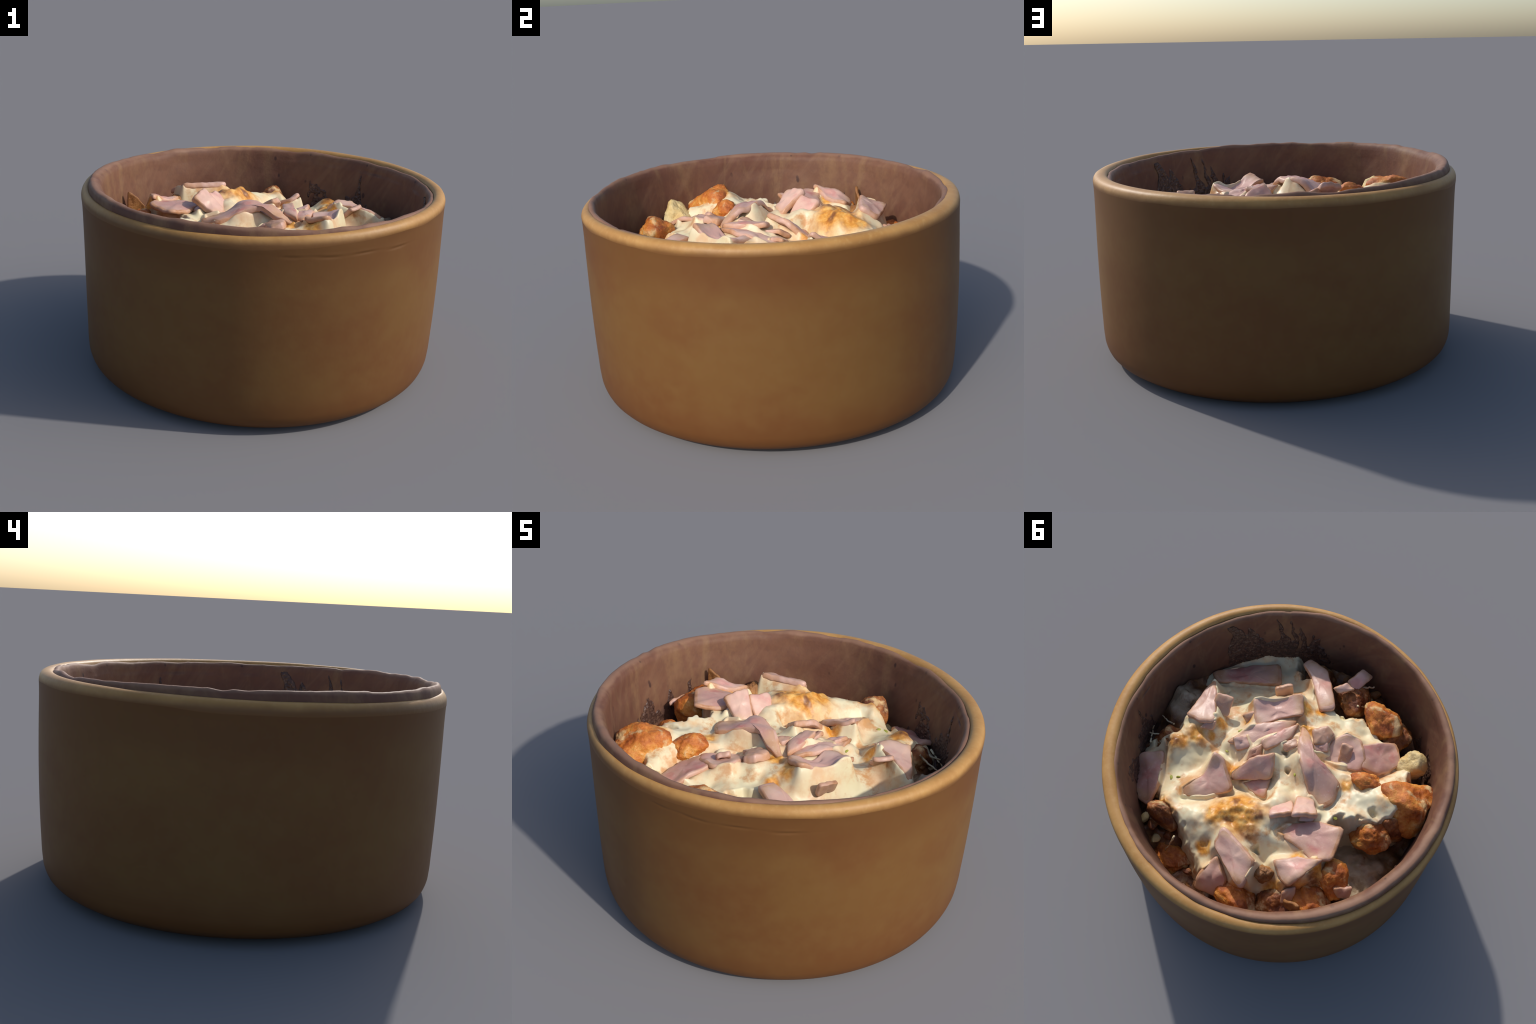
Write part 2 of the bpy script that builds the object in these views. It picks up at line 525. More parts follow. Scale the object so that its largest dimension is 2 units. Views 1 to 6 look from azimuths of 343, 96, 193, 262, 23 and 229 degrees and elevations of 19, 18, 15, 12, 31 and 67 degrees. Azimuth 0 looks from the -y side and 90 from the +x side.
ham([(-.090, .490, .910), (-.121, .585, .848), (-.397, .640, .845), (-.351, .489, .910)], HAM_PALE, .036)
ham([(-0.162, 0.611, 0.785), (-0.164, 0.752, 0.725), (-0.182, 0.801, 0.645), (-0.318, 0.728, 0.625), (-0.283, 0.651, 0.745)], HAM_PALE, .045)
ham([(-.286, .273, .850), (-.297, .206, .860), (-.418, .058, .872), (-.522, .002, .885), (-.610, .168, .898), (-.538, .244, .890), (-.442, .240, .872)], HAM_MAUVE, .026)
ham([(-0.405, 0.399, 0.865), (-0.476, 0.301, 0.875), (-0.589, 0.210, 0.920), (-0.576, 0.352, 0.885), (-0.559, 0.430, 0.835), (-0.504, 0.435, 0.835)], HAM_PALE, .030)
ham([(.301, .236, .875), (.240, .224, .850), (.091, .290, .785), (.166, .422, .762), (.263, .517, .752), (.296, .490, .757), (.268, .348, .795)], HAM_PALE, .030)
ham([(0.054, 0.000, 0.932), (0.133, 0.104, 0.892), (0.159, 0.217, 0.805), (0.134, 0.239, 0.787), (-0.026, 0.099, 0.845)], HAM_MAUVE, .034)
ham([(.092, .210, .762), (-.005, .081, .808), (-.072, .179, .790), (-.010, .205, .772)], HAM_MAUVE, .028)
ham([(.410, -.164, .890), (.325, -.272, .862), (.239, -.378, .930), (.143, -.300, .888), (.229, -.215, .850), (.277, -.063, .858)], HAM_PALE, .034, -.006)
ham([(.322, .113, .820), (.304, -.039, .852), (.224, -.157, .862), (.149, -.253, .870), (.117, -.144, .858), (.175, -.035, .848), (.262, .078, .822)], HAM_PALE, .026)
ham([(0.174, -0.022, 0.903), (0.145, -0.168, 0.888), (0.118, -0.245, 0.882), (0.080, -0.151, 0.885), (0.115, -0.003, 0.893)], HAM_MAUVE, .030)
ham([(.709, -.091, .800), (.622, -.040, .830), (.474, .094, .857), (.519, .152, .847), (.623, .183, .820), (.681, .011, .812)], HAM_PALE, .034)
ham([(0.450, -0.593, 0.755), (0.435, -0.652, 0.755), (0.312, -0.669, 0.765), (0.085, -0.511, 0.822), (0.135, -0.434, 0.818), (0.338, -0.556, 0.775)], HAM_PALE, .036)
ham([(0.186, -0.592, 0.810), (0.152, -0.674, 0.820), (0.093, -0.685, 0.805), (0.148, -0.602, 0.785)], HAM_PALE, .030, bed=False)
ham([(0.170, -0.708, 0.790), (0.169, -0.824, 0.785), (0.098, -0.849, 0.765), (0.098, -0.688, 0.750)], HAM_PALE, .030, bed=False)
ham([(0.090, -0.268, 0.860), (0.007, -0.246, 0.895), (-0.078, -0.178, 0.940), (-0.153, -0.179, 0.922), (-0.310, -0.182, 0.872), (-0.360, -0.075, 0.853), (-0.333, -0.001, 0.852), (-0.254, -0.012, 0.862), (-0.083, -0.084, 0.945), (-0.010, -0.140, 0.930)], HAM_MAUVE, .032, .008)
ham([(.038, -.288, .880), (-.007, -.369, .887), (-.066, -.363, .872), (-.080, -.303, .862), (-.036, -.236, .862)], HAM_TAN, .040, .012)
ham([(-.105, -.223, .812), (-.089, -.337, .850), (-.108, -.428, .860), (-.193, -.460, .847), (-.291, -.405, .822), (-.313, -.338, .812), (-.204, -.262, .812)], HAM_PALE, .028, .004)
ham([(-.212, -.443, .842), (-.323, -.630, .792), (-.437, -.555, .772), (-.398, -.413, .782), (-.307, -.364, .812)], HAM_MAUVE, .028)
ham([(0.662, 0.532, 0.690), (0.574, 0.427, 0.710), (0.427, 0.584, 0.690), (0.404, 0.689, 0.630), (0.493, 0.701, 0.620), (0.618, 0.602, 0.640)], HAM_MAUVE, .030)
ham([(0.828, -0.172, 0.635), (0.725, -0.385, 0.615), (0.606, -0.516, 0.620), (0.481, -0.421, 0.655), (0.625, -0.301, 0.635), (0.756, -0.156, 0.640)], HAM_MAUVE, .026)
# scraps tucked in between
ham([(0.317, 0.083, 0.835), (0.268, 0.018, 0.845), (0.208, 0.043, 0.835), (0.251, 0.113, 0.815)], HAM_PALE, .024, .006)
ham([(0.186, 0.061, 0.850), (0.168, -0.016, 0.865), (0.121, 0.051, 0.845), (0.160, 0.111, 0.820)], HAM_TAN, .024, .006)
ham([(-0.024, -0.232, 0.870), (-0.069, -0.300, 0.870), (-0.116, -0.271, 0.845), (-0.072, -0.217, 0.850)], HAM_PALE, .024, .006)
ham([(0.088, -0.092, 0.885), (0.059, -0.172, 0.890), (0.005, -0.151, 0.890), (0.041, -0.077, 0.865)], HAM_TAN, .024, .006)
ham([(-0.303, 0.096, 0.875), (-0.367, 0.038, 0.875), (-0.384, 0.091, 0.865), (-0.325, 0.141, 0.860)], HAM_PALE, .024, .006)
ham([(0.517, 0.142, 0.835), (0.466, 0.091, 0.845), (0.446, 0.135, 0.820), (0.504, 0.181, 0.815)], HAM_TAN, .024, .006)
ham([(-0.789, 0.159, 0.780), (-0.724, 0.242, 0.800), (-0.771, 0.256, 0.750), (-0.814, 0.204, 0.740)], HAM_TAN, .024, .006)
ham([(-0.551, 0.466, 0.790), (-0.590, 0.400, 0.810), (-0.626, 0.456, 0.760), (-0.586, 0.509, 0.740)], HAM_TAN, .024, .006)
N_BED = len(HAM)
# a curled brown skin against the far wall, and ham standing on edge
ham([(-.695, .487, .890), (-.668, .487, .876), (-.625, .488, .838), (-.592, .492, .790), (-.600, .495, .68), (-.700, .488, .68)], LEAF, .018, .010, False)
ham([(-.390, .064, .937), (-.294, .163, .969), (-.206, .041, .858), (-.267, -.013, .868)], HAM_PALE, .034, .006, False)
ham([(-.285, .150, .930), (-.205, .255, .922), (-.145, .185, .850), (-.205, .085, .850)], HAM_PALE, .032, .006, False)
ham([(-.145, -.352, .880), (-.200, -.385, .875), (-.255, -.315, .800), (-.195, -.275, .800)], HAM_TAN, .030, .006, False)
ham([(.590, -.030, .868), (.505, -.075, .865), (.470, .010, .800), (.560, .060, .805)], HAM_TAN, .026, .006, False)
ham([(0.394, -0.315, 0.845), (0.344, -0.405, 0.855), (0.326, -0.390, 0.785), (0.377, -0.303, 0.785)], HAM_TAN, .024, .004, False)
ham([(0.401, -0.059, 0.825), (0.358, -0.118, 0.850), (0.300, -0.081, 0.800), (0.347, -0.058, 0.770)], HAM_TAN, .026, .006, False)



CHEESE = make_cheese()

# ------------------------------------------------------------------ cheese surface
ANCHOR = np.array([(0.120, 0.300, 0.765), (0.290, 0.650, 0.825), (0.330, 0.620, 0.800), (0.166, -0.310, 0.855), (-0.060, -0.140, 0.925), (-0.020, -0.370, 0.820), (-0.330, 0.000, 0.830), (-0.430, -0.030, 0.862), (-0.085, 0.285, 0.920), (-0.14, 0.36, 0.915), (-0.045, 0.345, 0.925), (0.06, 0.36, 0.865), (0.075, 0.30, 0.785), (-0.03, 0.46, 0.865), (0.020, 0.400, 0.862), (-0.100, 0.570, 0.775), (-0.290, 0.450, 0.810), (-0.200, 0.200, 0.885), (0.000, 0.220, 0.840), (-0.100, -0.630, 0.800), (0.343, 0.119, 0.755), (0.376, 0.306, 0.735), (0.394, 0.487, 0.730), (0.206, 0.610, 0.795), (0.015, 0.565, 0.815), (-0.350, 0.442, 0.740), (-0.432, 0.488, 0.740), (-0.602, 0.361, 0.790), (-0.685, 0.225, 0.835), (-0.052, -0.049, 0.835), (-0.113, 0.057, 0.850), (-0.462, -0.083, 0.878), (-0.484, -0.197, 0.858), (-0.583, -0.238, 0.850), (-0.546, -0.336, 0.900), (-0.600, -0.330, 0.895), (-0.500, -0.580, 0.840)])
ANCHOR2 = np.array([(-0.089, -0.477, 0.800), (-0.199, -0.542, 0.800), (0.040, -0.486, 0.790), (0.229, -0.470, 0.780), (0.274, -0.254, 0.850), (0.630, 0.232, 0.765), (0.665, 0.417, 0.690), (0.540, 0.587, 0.610), (0.539, 0.379, 0.810), (0.490, 0.200, 0.820), (-0.550, 0.020, 0.865), (-0.590, 0.170, 0.880), (-0.660, 0.370, 0.740), (-0.500, 0.520, 0.710), (-0.360, 0.660, 0.690), (0.080, 0.640, 0.765), (-0.600, -0.480, 0.800), (-0.400, -0.580, 0.770), (0.200, 0.400, 0.785), (0.250, -0.100, 0.835), (0.460, 0.600, 0.620), (-0.420, 0.200, 0.850), (-0.240, -0.120, 0.835), (-0.050, 0.700, 0.700), (-0.200, 0.720, 0.680)])
ANCHOR3 = np.array([(.24, .635, .79), (-.19, .385, .905), (-.225, .33, .90), (-.24, .42, .85), (.14, -.38, .875), (.03, -.60, .825), (.27, .17, .765), (.09, .68, .75), (0.494, -0.112, 0.735), (0.633, -0.114, 0.680), (0.558, -0.246, 0.670), (0.426, -0.345, 0.710), (0.732, -0.390, 0.600), (0.586, -0.557, 0.600), (0.396, -0.476, 0.660), (0.797, -0.202, 0.620), (0.701, -0.510, 0.635), (0.776, -0.356, 0.625), (0.596, -0.624, 0.620), (0.404, -0.583, 0.700), (0.228, -0.549, 0.760), (-0.339, 0.434, 0.775), (-0.417, 0.476, 0.730), (-0.040, 0.696, 0.700), (0.061, 0.647, 0.745), (-0.168, 0.752, 0.670)])
OUTLINE = [(.60, .56), (.52, .63), (.40, .675), (.30, .70), (.20, .705), (.10, .71), (.02, .71), (-.046, .735), (-.186, .765), (-.325, .71), (-.415, .65), (-.50, .585), (-.575, .52), (-.65, .42),
           (-.745, .30), (-.77, .20), (-.60, .160), (-.545, .08), (-.505, 0), (-.585, -.09), (-.655, -.17), (-.70, -.30), (-.64, -.49),
           (-.55, -.60), (-.40, -.65), (-.256, -.655), (-.133, -.665), (-.05, -.65), (.004, -.60), (.10, -.57), (.20, -.60), (.30, -.64), (.38, -.60),
           (.46, -.62), (.58, -.74), (.74, -.68), (.88, -.52), (.95, -.32), (.93, -.13), (.82, -.05), (.70, .0), (.735, .10), (.700, .23), (.66, .285),
           (.76, .40), (.78, .49), (.70, .55)]


def sdist(px, py, poly):
    """signed distance to a closed polygon, positive inside"""
    p = np.array(poly)
    best = np.full(px.shape, 9.0)
    inside = np.zeros(px.shape, bool)
    for (ax, ay), (bx, by) in zip(p, np.roll(p, -1, 0)):
        ex, ey = bx - ax, by - ay
        wx, wy = px - ax, py - ay
        t = np.clip((wx * ex + wy * ey) / (ex * ex + ey * ey + 1e-12), 0, 1)
        best = np.minimum(best, np.hypot(wx - t * ex, wy - t * ey))
        c = ((ay > py) != (by > py)) & (px < ex * (py - ay) / (ey + (1e-12 if ey == 0 else 0)) + ax)
        inside ^= c
    return np.where(inside, best, -best)


def spline_surface(pts, lam=.0015):
    x, y, z = pts.T
    d = np.hypot(x[:, None] - x, y[:, None] - y)
    n = len(x)
    K = np.where(d > 0, d * d * np.log(d + 1e-12), 0) + lam * np.eye(n)
    P = np.stack([np.ones(n), x, y], 1)
    A = np.block([[K, P], [P.T, np.zeros((3, 3))]])
    w = np.linalg.solve(A, np.concatenate([z, np.zeros(3)]))

    def f(X, Y):
        d = np.hypot(X[..., None] - x, Y[..., None] - y)
        return (np.where(d > 0, d * d * np.log(d + 1e-12), 0) * w[:n]).sum(-1) + w[n] + w[n + 1] * X + w[n + 2] * Y
    return f


def plane_of(c):
    m = c.mean(0)
    u, s, vt = np.linalg.svd(c - m)
    nrm = vt[2] if vt[2][2] > 0 else -vt[2]
    return m, nrm


def drape(c, x, y):
    """height of a sheet hung on its corner points"""
    m, nrm = plane_of(c)
    flat = lambda a, b: m[2] - (nrm[0] * (a - m[0]) + nrm[1] * (b - m[1])) / nrm[2]
    num = den = 0
    for q in c:
        w = 1 / ((x - q[0]) ** 2 + (y - q[1]) ** 2 + .0012) ** 1.6
        num, den = num + w * (q[2] - flat(q[0], q[1])), den + w
    return flat(x, y) + num / den


surface = spline_surface(np.vstack([ANCHOR, ANCHOR2, ANCHOR3]))
NG = 400
gx = np.linspace(-.9, .9, NG)
X, Y = np.meshgrid(gx, gx, indexing="ij")
Z = surface(X, Y) - .008
Z += .017 * fbm(X * 7, Y * 7, 41, 3, .5) + .0025 * fbm(X * 20, Y * 20, 45, 2)
# bread-crumbed lumps beneath
ridge = 1 - np.abs(fbm(X * 9, Y * 9, 51, 3))
gold = np.zeros_like(X)
for gx_, gy_, gr in GOLD:
    gold = np.maximum(gold, np.exp(-((X - gx_) ** 2 + (Y - gy_) ** 2) / (gr * .8) ** 2))
Z += gold * .016 * fbm(X * 14, Y * 14, 55, 3)
# cheese lies against the ham and laps over it here and there
lap = np.clip(fbm(X * 10, Y * 10, 57, 2), -1, 1)
for c, mat, th, dome, bed in HAM:
    if not bed:
        continue
    d = sdist(X, Y, c[:, :2])
    near = d > -.12
    w = np.where(d > -.004, 1.0, np.exp(-((d + .004) / .034) ** 2))[near]
    sheet = drape(c, X[near], Y[near])
    band = np.exp(-((d[near] + .002) / .017) ** 2) * smooth(-.15, .45, lap[near])
    Z[near] = Z[near] * (1 - w) + (sheet - th * .75 * (1 - band) + (.002 + .010 * lap[near]) * band) * w
for c, mat, th, dome, bed in HAM[N_BED:]:
    foot = c[2:].mean(0)
    Z += .02 * np.exp(-((X - foot[0]) ** 2 + (Y - foot[1]) ** 2) / .05 ** 2)
# little burst bubbles and holes
HOLES = [(-.048, -.019, .016), (.038, -.075, .018), (-.277, .418, .022), (-.562, -.212, .030), (.645, -.115, .022),
         (.650, .407, .022), (.60, .36, .016), (-.41, -.343, .026), (.56, .47, .018), (-.53, -.12, .02)]
ragX, ragY = .014 * fbm(X * 26, Y * 26, 91, 2), .014 * fbm(X * 26, Y * 26, 95, 2)
for hx, hy, hr in HOLES:
    d2 = ((X - hx + ragX) ** 2 + ((Y - hy + ragY) * 1.5) ** 2) / hr ** 2
    Z -= .045 * np.exp(-d2 ** 1.5)
D = sdist(X, Y, OUTLINE) + .024 * fbm(X * 8, Y * 8, 61, 3) + .012 * fbm(X * 25, Y * 25, 67, 2)
skirt = smooth(.075, -.03, D)
Z = Z * (1 - skirt) + (.48 + .02 * fbm(X * 9, Y * 9, 65, 2)) * skirt
rho = np.hypot(X - LC[0], Y - LC[1])
keep = (D > -.035) & (rho < inner_radius(.62) + .004)
idx = -np.ones(X.shape, int)
idx[keep] = np.arange(keep.sum())
a, b, c_, d_ = idx[:-1, :-1], idx[1:, :-1], idx[1:, 1:], idx[:-1, 1:]
ok = (a >= 0) & (b >= 0) & (c_ >= 0) & (d_ >= 0)
quads = np.stack([a[ok], b[ok], c_[ok], d_[ok]], -1)
verts = np.stack([X[keep], Y[keep], Z[keep]], -1)
cheese = add_object("melted_cheese", verts.tolist(), quads.tolist(), root, [CHEESE])
# close it below: extrude the open border down
bm = bmesh.new()
bm.from_mesh(cheese.data)
bmesh.ops.delete(bm, geom=[v for v in bm.verts if not v.link_faces], context="VERTS")
edges = [e for e in bm.edges if e.is_boundary]
ret = bmesh.ops.extrude_edge_only(bm, edges=edges)
low = [g for g in ret["geom"] if isinstance(g, bmesh.types.BMVert)]
for v in low:
    v.co.z = .44
bmesh.ops.recalc_face_normals(bm, faces=bm.faces)
for f in bm.faces:
    f.smooth = True
bm.to_mesh(cheese.data)
bm.free()


def top_at(x, y):
    i, j = int(round((x + .9) / 1.8 * (NG - 1))), int(round((y + .9) / 1.8 * (NG - 1)))
    return float(Z[i, j])


# ------------------------------------------------------------------ sauce and vegetables under the cheese
n_r, n_t = 70, 240
t = np.linspace(0, TAU, n_t, endpoint=False)
r = np.linspace(.02, 1, n_r) * (inner_radius(.58) + .004)
RR, TT = np.meshgrid(r, t, indexing="ij")
ux, uy = RR * np.cos(TT) + LC[0], RR * np.sin(TT) + LC[1]


def sauce_height(x, y):
    z = .545 + .045 * fbm(x * 6, y * 6, 71, 4) + .02 * fbm(x * 20, y * 20, 75, 3)
    return z + .11 * 1.7 * np.exp(-((x - .80) ** 2 + (y - .07) ** 2) / .17 ** 2) + .07 * np.exp(-((x - .62) ** 2 + (y - .50) ** 2) / .2 ** 2) + .03 * np.exp(-((x + .66) ** 2 + (y - .03) ** 2) / .15 ** 2)


uz = sauce_height(ux, uy)
v = np.stack([ux, uy, uz], -1).reshape(-1, 3)
f = [(i * n_t + j, (i + 1) * n_t + j, (i + 1) * n_t + (j + 1) % n_t, i * n_t + (j + 1) % n_t) for i in range(n_r - 1) for j in range(n_t)]
f.append(tuple(range(n_t)))
add_object("sauce", v.tolist(), f, root, [UNDER])


# ------------------------------------------------------------------ ham pieces
def soft_outline(c, n=48, corner=.15):
    """closed outline through cut corners, resampled evenly"""
    pts = c.mean(0) + (c - c.mean(0)) * 1.09
    if abs(plane_of(c)[1][2]) < .3:
        pts = c
    for k in range(3):
        w = corner if k == 0 else .25
        nx = np.roll(pts, -1, 0)
        pts = np.stack([pts * (1 - w * .55) + nx * w * .55, pts * w * .55 + nx * (1 - w * .55)], 1).reshape(-1, 3)
    p = np.vstack([pts, pts[:1]])
    s = np.concatenate([[0], np.cumsum(np.linalg.norm(np.diff(p, axis=0), axis=1))])
    q = np.linspace(0, s[-1], n, endpoint=False)
    return np.stack([np.interp(q, s, p[:, i]) for i in range(3)], -1)


EDGE = [(0, .5), (.25, .5), (.5, .5), (.72, .5), (.88, .48), (.955, .40), (.99, .25), (1, 0), (.995, -.25), (.96, -.42), (.85, -.5), (.45, -.5), (0, -.5)]
for k, (c, mat, th, dome, bed) in enumerate(HAM):
    o = soft_outline(c)
    m, nrm = plane_of(c)
    mid = o.mean(0)
    nn = len(o)
    seed = k * 7.7
    jag = np.array([.006 * noise.noise(Vector((p[0] * 22, p[1] * 22, seed))) + .003 * noise.noise(Vector((p[0] * 60, p[1] * 60, seed))) for p in o])
    out = o - mid
    o = o + out / (np.linalg.norm(out, axis=1, keepdims=True) + 1e-9) * jag[:, None]
    rows, tagged = [], []
    for t_, off in EDGE:
        p = mid + (o - mid) * t_
        if bed:
            p[:, 2] = drape(c, p[:, 0], p[:, 1])
        bulge = dome * (1 - t_ * t_)
        wav = np.array([(.018 * noise.noise(Vector((q[0] * 8, q[1] * 8, seed + 3)))) + .007 * noise.noise(Vector((q[0] * 28, q[1] * 28, seed + 5))) for q in p])
        rows.append(p + nrm * (th * (off - .35) + bulge + wav)[:, None])
    if bed:
        mid = np.array([mid[0], mid[1], float(drape(c, mid[0], mid[1]))])
    verts, faces, mi = [mid + nrm * (th * .15 + dome)], [], []
    for p in rows[1:-1]:
        verts += list(p)
    verts.append(mid - nrm * th * .85)
    nrow = len(rows) - 2
    for j in range(nn):
        faces.append((0, 1 + j, 1 + (j + 1) % nn))
        mi.append(0)
    for i in range(nrow - 1):
        e = abs(EDGE[i + 1][1]) < .46 or abs(EDGE[i + 2][1]) < .42
        for j in range(nn):
            q = (j + 1) % nn
            faces.append((1 + i * nn + j, 1 + (i + 1) * nn + j, 1 + (i + 1) * nn + q, 1 + i * nn + q))
            mi.append(1 if e else 0)
    last = len(verts) - 1
    for j in range(nn):
        faces.append((last, 1 + (nrow - 1) * nn + (j + 1) % nn, 1 + (nrow - 1) * nn + j))
        mi.append(0)
    add_object("toasted_skin" if mat is LEAF else "ham_piece", verts, faces, root, [mat, LEAF if mat is LEAF else RIND], mi, tuple(m))


# ------------------------------------------------------------------ roasted chunks
def chunk(name, at, size, mat, rot=0.0, tilt=0.0, rough=.20, freq=2.2, seed=0, parent=root, sub=5):
    bm = bmesh.new()
    bmesh.ops.create_icosphere(bm, subdivisions=sub, radius=1)
    M = Matrix.Rotation(rot, 3, "Z") @ Matrix.Rotation(tilt, 3, "Y") @ Matrix.Diagonal(Vector(size))
    cut = random.Random(1000 + seed)
    planes = []
    for k in range(15):
        a = Vector((cut.gauss(0, 1), cut.gauss(0, 1), cut.gauss(0, 1))).normalized()
        planes.append((a, cut.uniform(.78, 1.08)))
    for v in bm.verts:
        n = v.co.normalized()
        total = sum((max(n.dot(a), 0) / h) ** 9 for a, h in planes) + 1e-4
        r = min(total ** (-1 / 9), 1.25)
        p = n * freq + Vector((seed * 3.1, seed * 1.7, seed))
        d = rough * .55 * noise.noise(p) + rough * .30 * noise.noise(p * 2.3) + rough * .17 * (1 - 2 * abs(noise.noise(p * 5.3))) + rough * .10 * noise.noise(p * 11)
        v.co = M @ (n * (r + d))
    for f in bm.faces:
        f.smooth = True
    me = bpy.data.meshes.new(name)
    bm.to_mesh(me)
    bm.free()
    me.materials.append(mat)
    ob = bpy.data.objects.new(name, me)
    bpy.context.scene.collection.objects.link(ob)
    ob.location = at
    ob.parent = parent
    return ob


chunk("roasted_chunk", (-.635, -.40, .79), (.165, .14, .14), ROAST, .2, .15, .24, 1.3, 21)
chunk("roasted_chunk", (-.66, -.26, .71), (.09, .09, .11), ROAST_DARK, .3, .2, .26, 1.3, 2)
chunk("roasted_chunk", (-.15, -.67, .762), (.12, .095, .09), ROAST, -.3, -.2, .28, 1.5, 3)
chunk("roasted_chunk", (-.27, -.70, .69), (.09, .08, .085), ROAST_DARK, .2, 0, .28, 1.5, 4)
chunk("cauliflower", (-.475, -.625, .752), (.085, .075, .105), DOME, .4, .2, .22, 1.2, 5)
chunk("roasted_chunk", (.262, .665, .70), (.085, .065, .13), ROAST_DARK, .2, 0, .16, 1.2, 6)
chunk("roasted_chunk", (-.675, .215, .75), (.08, .10, .095), ROAST, .5, .2, .30, 1.5, 7)
chunk("roasted_chunk", (-.635, .36, .69), (.13, .115, .10), ROAST, -.6, 0, .30, 1.5, 8)
chunk("roasted_chunk", (-.545, .50, .665), (.12, .10, .09), ROAST_DARK, .9, .2, .30, 1.5, 9)
chunk("roasted_chunk", (-.37, .645, .655), (.13, .10, .09), ROAST, .1, 0, .30, 1.5, 10)
chunk("roasted_chunk", (.10, .78, .53), (.12, .08, .055), ROAST, .0, 0, .25, 1.6, 11)
chunk("roasted_chunk", (-.63, -.13, .725), (.10, .095, .095), ROAST, .3, 0, .30, 1.5, 12)
chunk("roasted_chunk", (-.395, -.31, .815), (.085, .065, .060), ROAST, .8, 0, .30, 1.5, 14)
chunk("roasted_chunk", (-.405, .475, .785), (.05, .045, .06), LEAF, .8, 0, .30, 1.5, 16)
chunk("roasted_chunk", (.09, -.68, .70), (.105, .09, .085), ROAST_DARK, .4, 0, .30, 1.5, 17)
chunk("roasted_chunk", (.36, -.68, .55), (.10, .09, .085), ROAST_DARK, .4, 0, .30, 1.5, 18)
chunk("roasted_chunk", (.62, .33, .66), (.10, .08, .08), ROAST_DARK, .8, 0, .30, 1.5, 15)

# small dark bits and pale flecks buried in the gaps
for k in range(46):
    a_ = rng.uniform(0, TAU)
    rr = rng.uniform(.70, .86)
    x, y = rr * math.cos(a_), rr * math.sin(a_)
    s = rng.uniform(.02, .05)
    if abs(a_ - 3.2) < .35 or abs(a_ - 5.7) < .5:
        continue
    chunk("vegetable_bit", (x, y, .02 + float(sauce_height(np.array([x]), np.array([y]))[0]) + rng.uniform(-.02, .02)), (s, s * rng.uniform(.5, .9), s * .6), rng.choice([ROAST_DARK, LEAF, ROAST_DARK, DOME]), rng.uniform(0, 6), 0, .25, 2, 20 + k, sub=3)

for k, (x, y, s) in enumerate([(-.437, -.029, .011), (.335, .015, .009), (.411, .490, .011), (.378, .460, .009), (-.10, -.03, .009), (.30, .15, .007)]):
    chunk("herb_fleck", (x, y, top_at(x, y) + .003), (s * 1.5, s * .8, s * .6), HERB, k * 1.3, 0, .1, 2, 80 + k, sub=3)


# ------------------------------------------------------------------ strands of cheese across the gaps
def tube(path, r0, r1, n=8):
    verts, faces = [], []
    for i, p in enumerate(path):
        d = (path[min(i + 1, len(path) - 1)] - path[max(i - 1, 0)]).normalized()
        u = d.orthogonal().normalized()
        w = d.cross(u)
        f_ = i / (len(path) - 1)
        rad = r0 * (1 - f_) + r1 * f_
        for j in range(n):
            a_ = TAU * j / n
            verts.append(p + (u * math.cos(a_) + w * math.sin(a_)) * rad)
    for i in range(len(path) - 1):
        for j in range(n):
            faces.append((i * n + j, i * n + (j + 1) % n, (i + 1) * n + (j + 1) % n, (i + 1) * n + j))
    faces += [tuple(range(n))[::-1], tuple((len(path) - 1) * n + j for j in range(n))]
    return verts, faces


def strands(name, specs, mat, parent, kind="stuff"):
    V, F = [], []
    for a_, b_, sag, r0, r1 in specs:
        a_, b_ = Vector(a_), Vector(b_)
        path = [a_.lerp(b_, t_ / 10) + Vector((rng.uniform(-.004, .004), rng.uniform(-.004, .004), -sag * math.sin(math.pi * t_ / 10))) for t_ in range(11)]
        v, f = tube(path, r0, r1)
        F += [tuple(i + len(V) for i in q) for q in f]
        V += v
    ob = add_object(name, V, F, parent, [mat])
    ob["kind"] = kind
    return ob


strands("cheese_strand", [
    ((.66, .27, .74), (.79, .27, .66), .01, .006, .003), ((.62, .33, .74), (.76, .40, .66), .01, .007, .004), ((.68, .44, .69), (.80, .33, .65), .008, .006, .003),
    ((.02, -.64, .76), (-.03, -.76, .66), .01, .006, .003), ((.10, -.75, .74), (.05, -.83, .72), .0, .008, .005), ((.10, .71, .74), (.12, .78, .60), .01, .006, .003)], CHEESE, root)

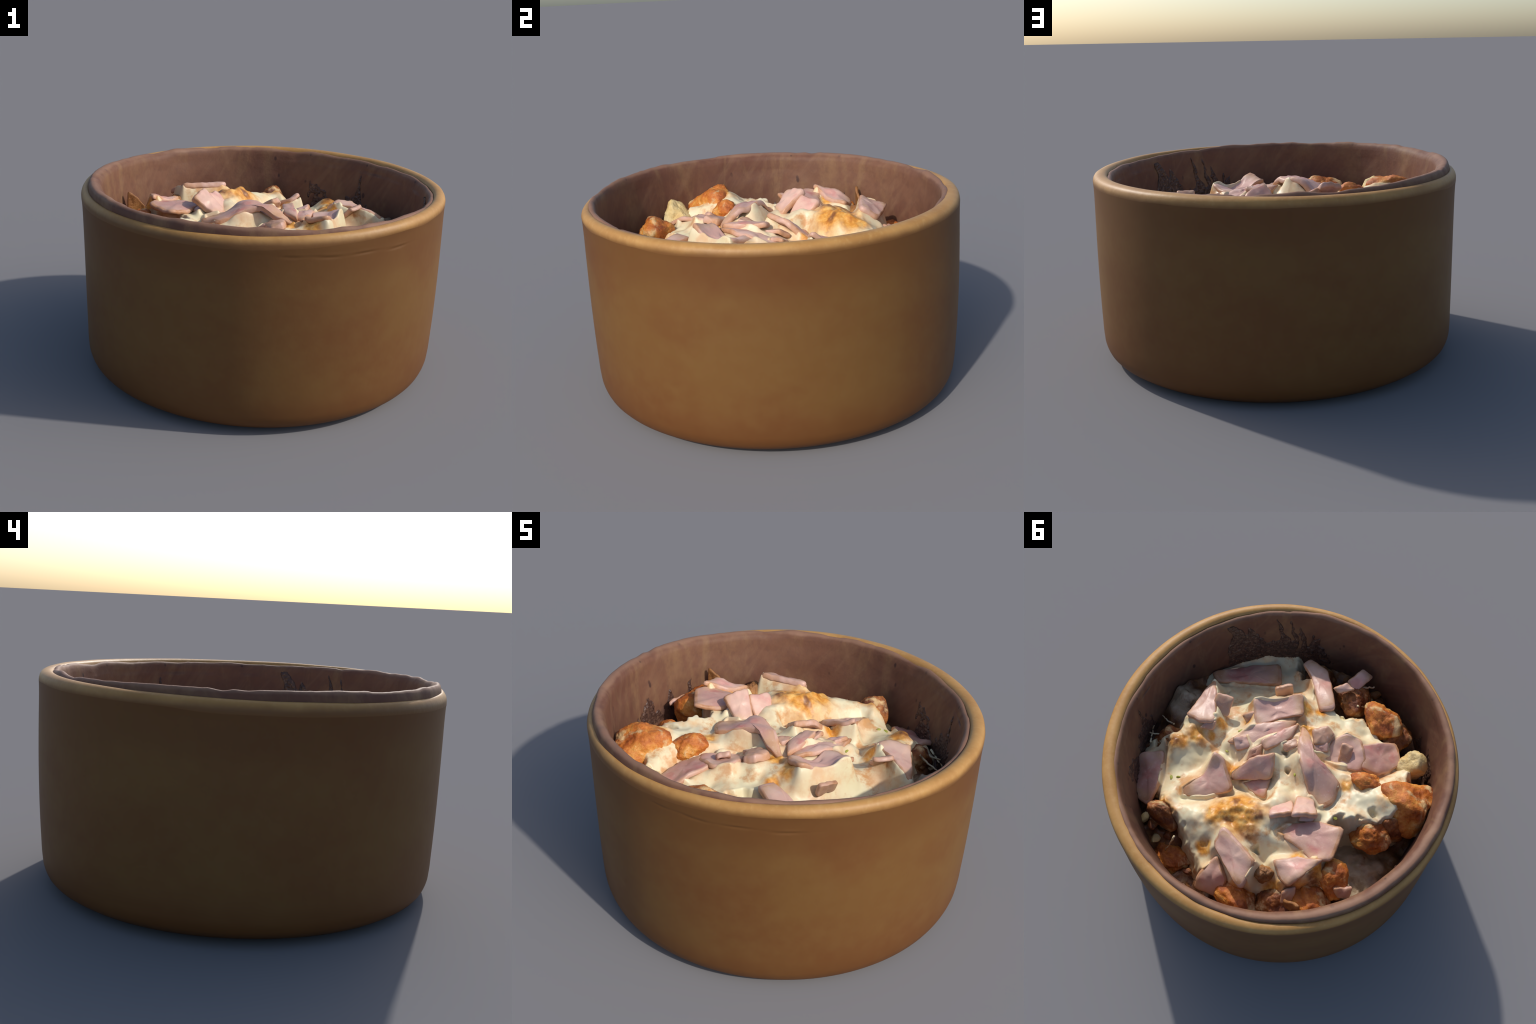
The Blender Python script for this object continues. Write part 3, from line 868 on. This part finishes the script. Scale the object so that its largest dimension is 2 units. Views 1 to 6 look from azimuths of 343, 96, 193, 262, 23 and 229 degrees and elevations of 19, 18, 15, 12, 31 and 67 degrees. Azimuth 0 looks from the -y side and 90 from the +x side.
# ------------------------------------------------------------------ sauce baked onto the lining: low crust with drip fingers
def crust(a0, a1, z0, z1, seed, fingers, level):
    """patch of the wall where splashed sauce has dried, up to 1 cm thick"""
    na, nz = int((a1 - a0) * 270), int((z1 - z0) * 330)
    A, B = np.meshgrid(np.linspace(a0, a1, na), np.linspace(z0, z1, nz), indexing="ij")
    t = (B - z0) / (z1 - z0)
    sway = A + .05 * vnoise(A * 5, B * 9, seed + 7)
    tall = level + .50 * vnoise(sway * fingers * 1.6, B * 1.2, seed) + .75 * (.5 - np.abs(vnoise(sway * fingers * 1.9, B * 2, seed + 3)) * 1.6)
    side = smooth(0, .16, (A - a0) / (a1 - a0)) * smooth(1, .84, (A - a0) / (a1 - a0))
    amount = (tall * side - t) + .20 * fbm(A * 24, B * 20, seed + 5, 3)
    amount = amount + .07
    h = .0095 * smooth(-.02, .10, amount) * (.45 + .55 * np.abs(fbm(A * 60, B * 60, seed + 9, 2))) - .0012
    fatA = .030 * np.clip(np.cos(A - math.radians(172)), 0, 1) ** 1.3
    R = inner_radius(B) - fatA - h
    pts = np.stack([R * np.cos(A) + LC[0], R * np.sin(A) + LC[1], B], -1)
    keep = amount > -.06
    idx = -np.ones(A.shape, int)
    idx[keep] = np.arange(keep.sum())
    q = np.stack([idx[:-1, :-1], idx[:-1, 1:], idx[1:, 1:], idx[1:, :-1]], -1).reshape(-1, 4)
    q = q[(q >= 0).all(1)]
    return pts[keep], q


V, F, n0 = [], [], 0
for spec in ((-1.10, -.26, .62, .985, 301, 7, .50), (.34, .98, .58, .93, 321, 6, .52), (2.58, 2.88, .70, .93, 331, 8, .45), (2.92, 3.32, .66, .83, 341, 8, .45), (-2.35, -1.95, .62, .76, 351, 8, .4)):
    v, q = crust(*spec)
    V.append(v)
    F.append(q + n0)
    n0 += len(v)
ob = add_object("burnt_crust", np.vstack(V).tolist(), np.vstack(F).tolist(), bowl, [CRUST])
ob["kind"] = "stuff"
bm = bmesh.new()
bm.from_mesh(ob.data)
bmesh.ops.delete(bm, geom=[v for v in bm.verts if not v.link_faces], context="VERTS")
bm.to_mesh(ob.data)
bm.free()
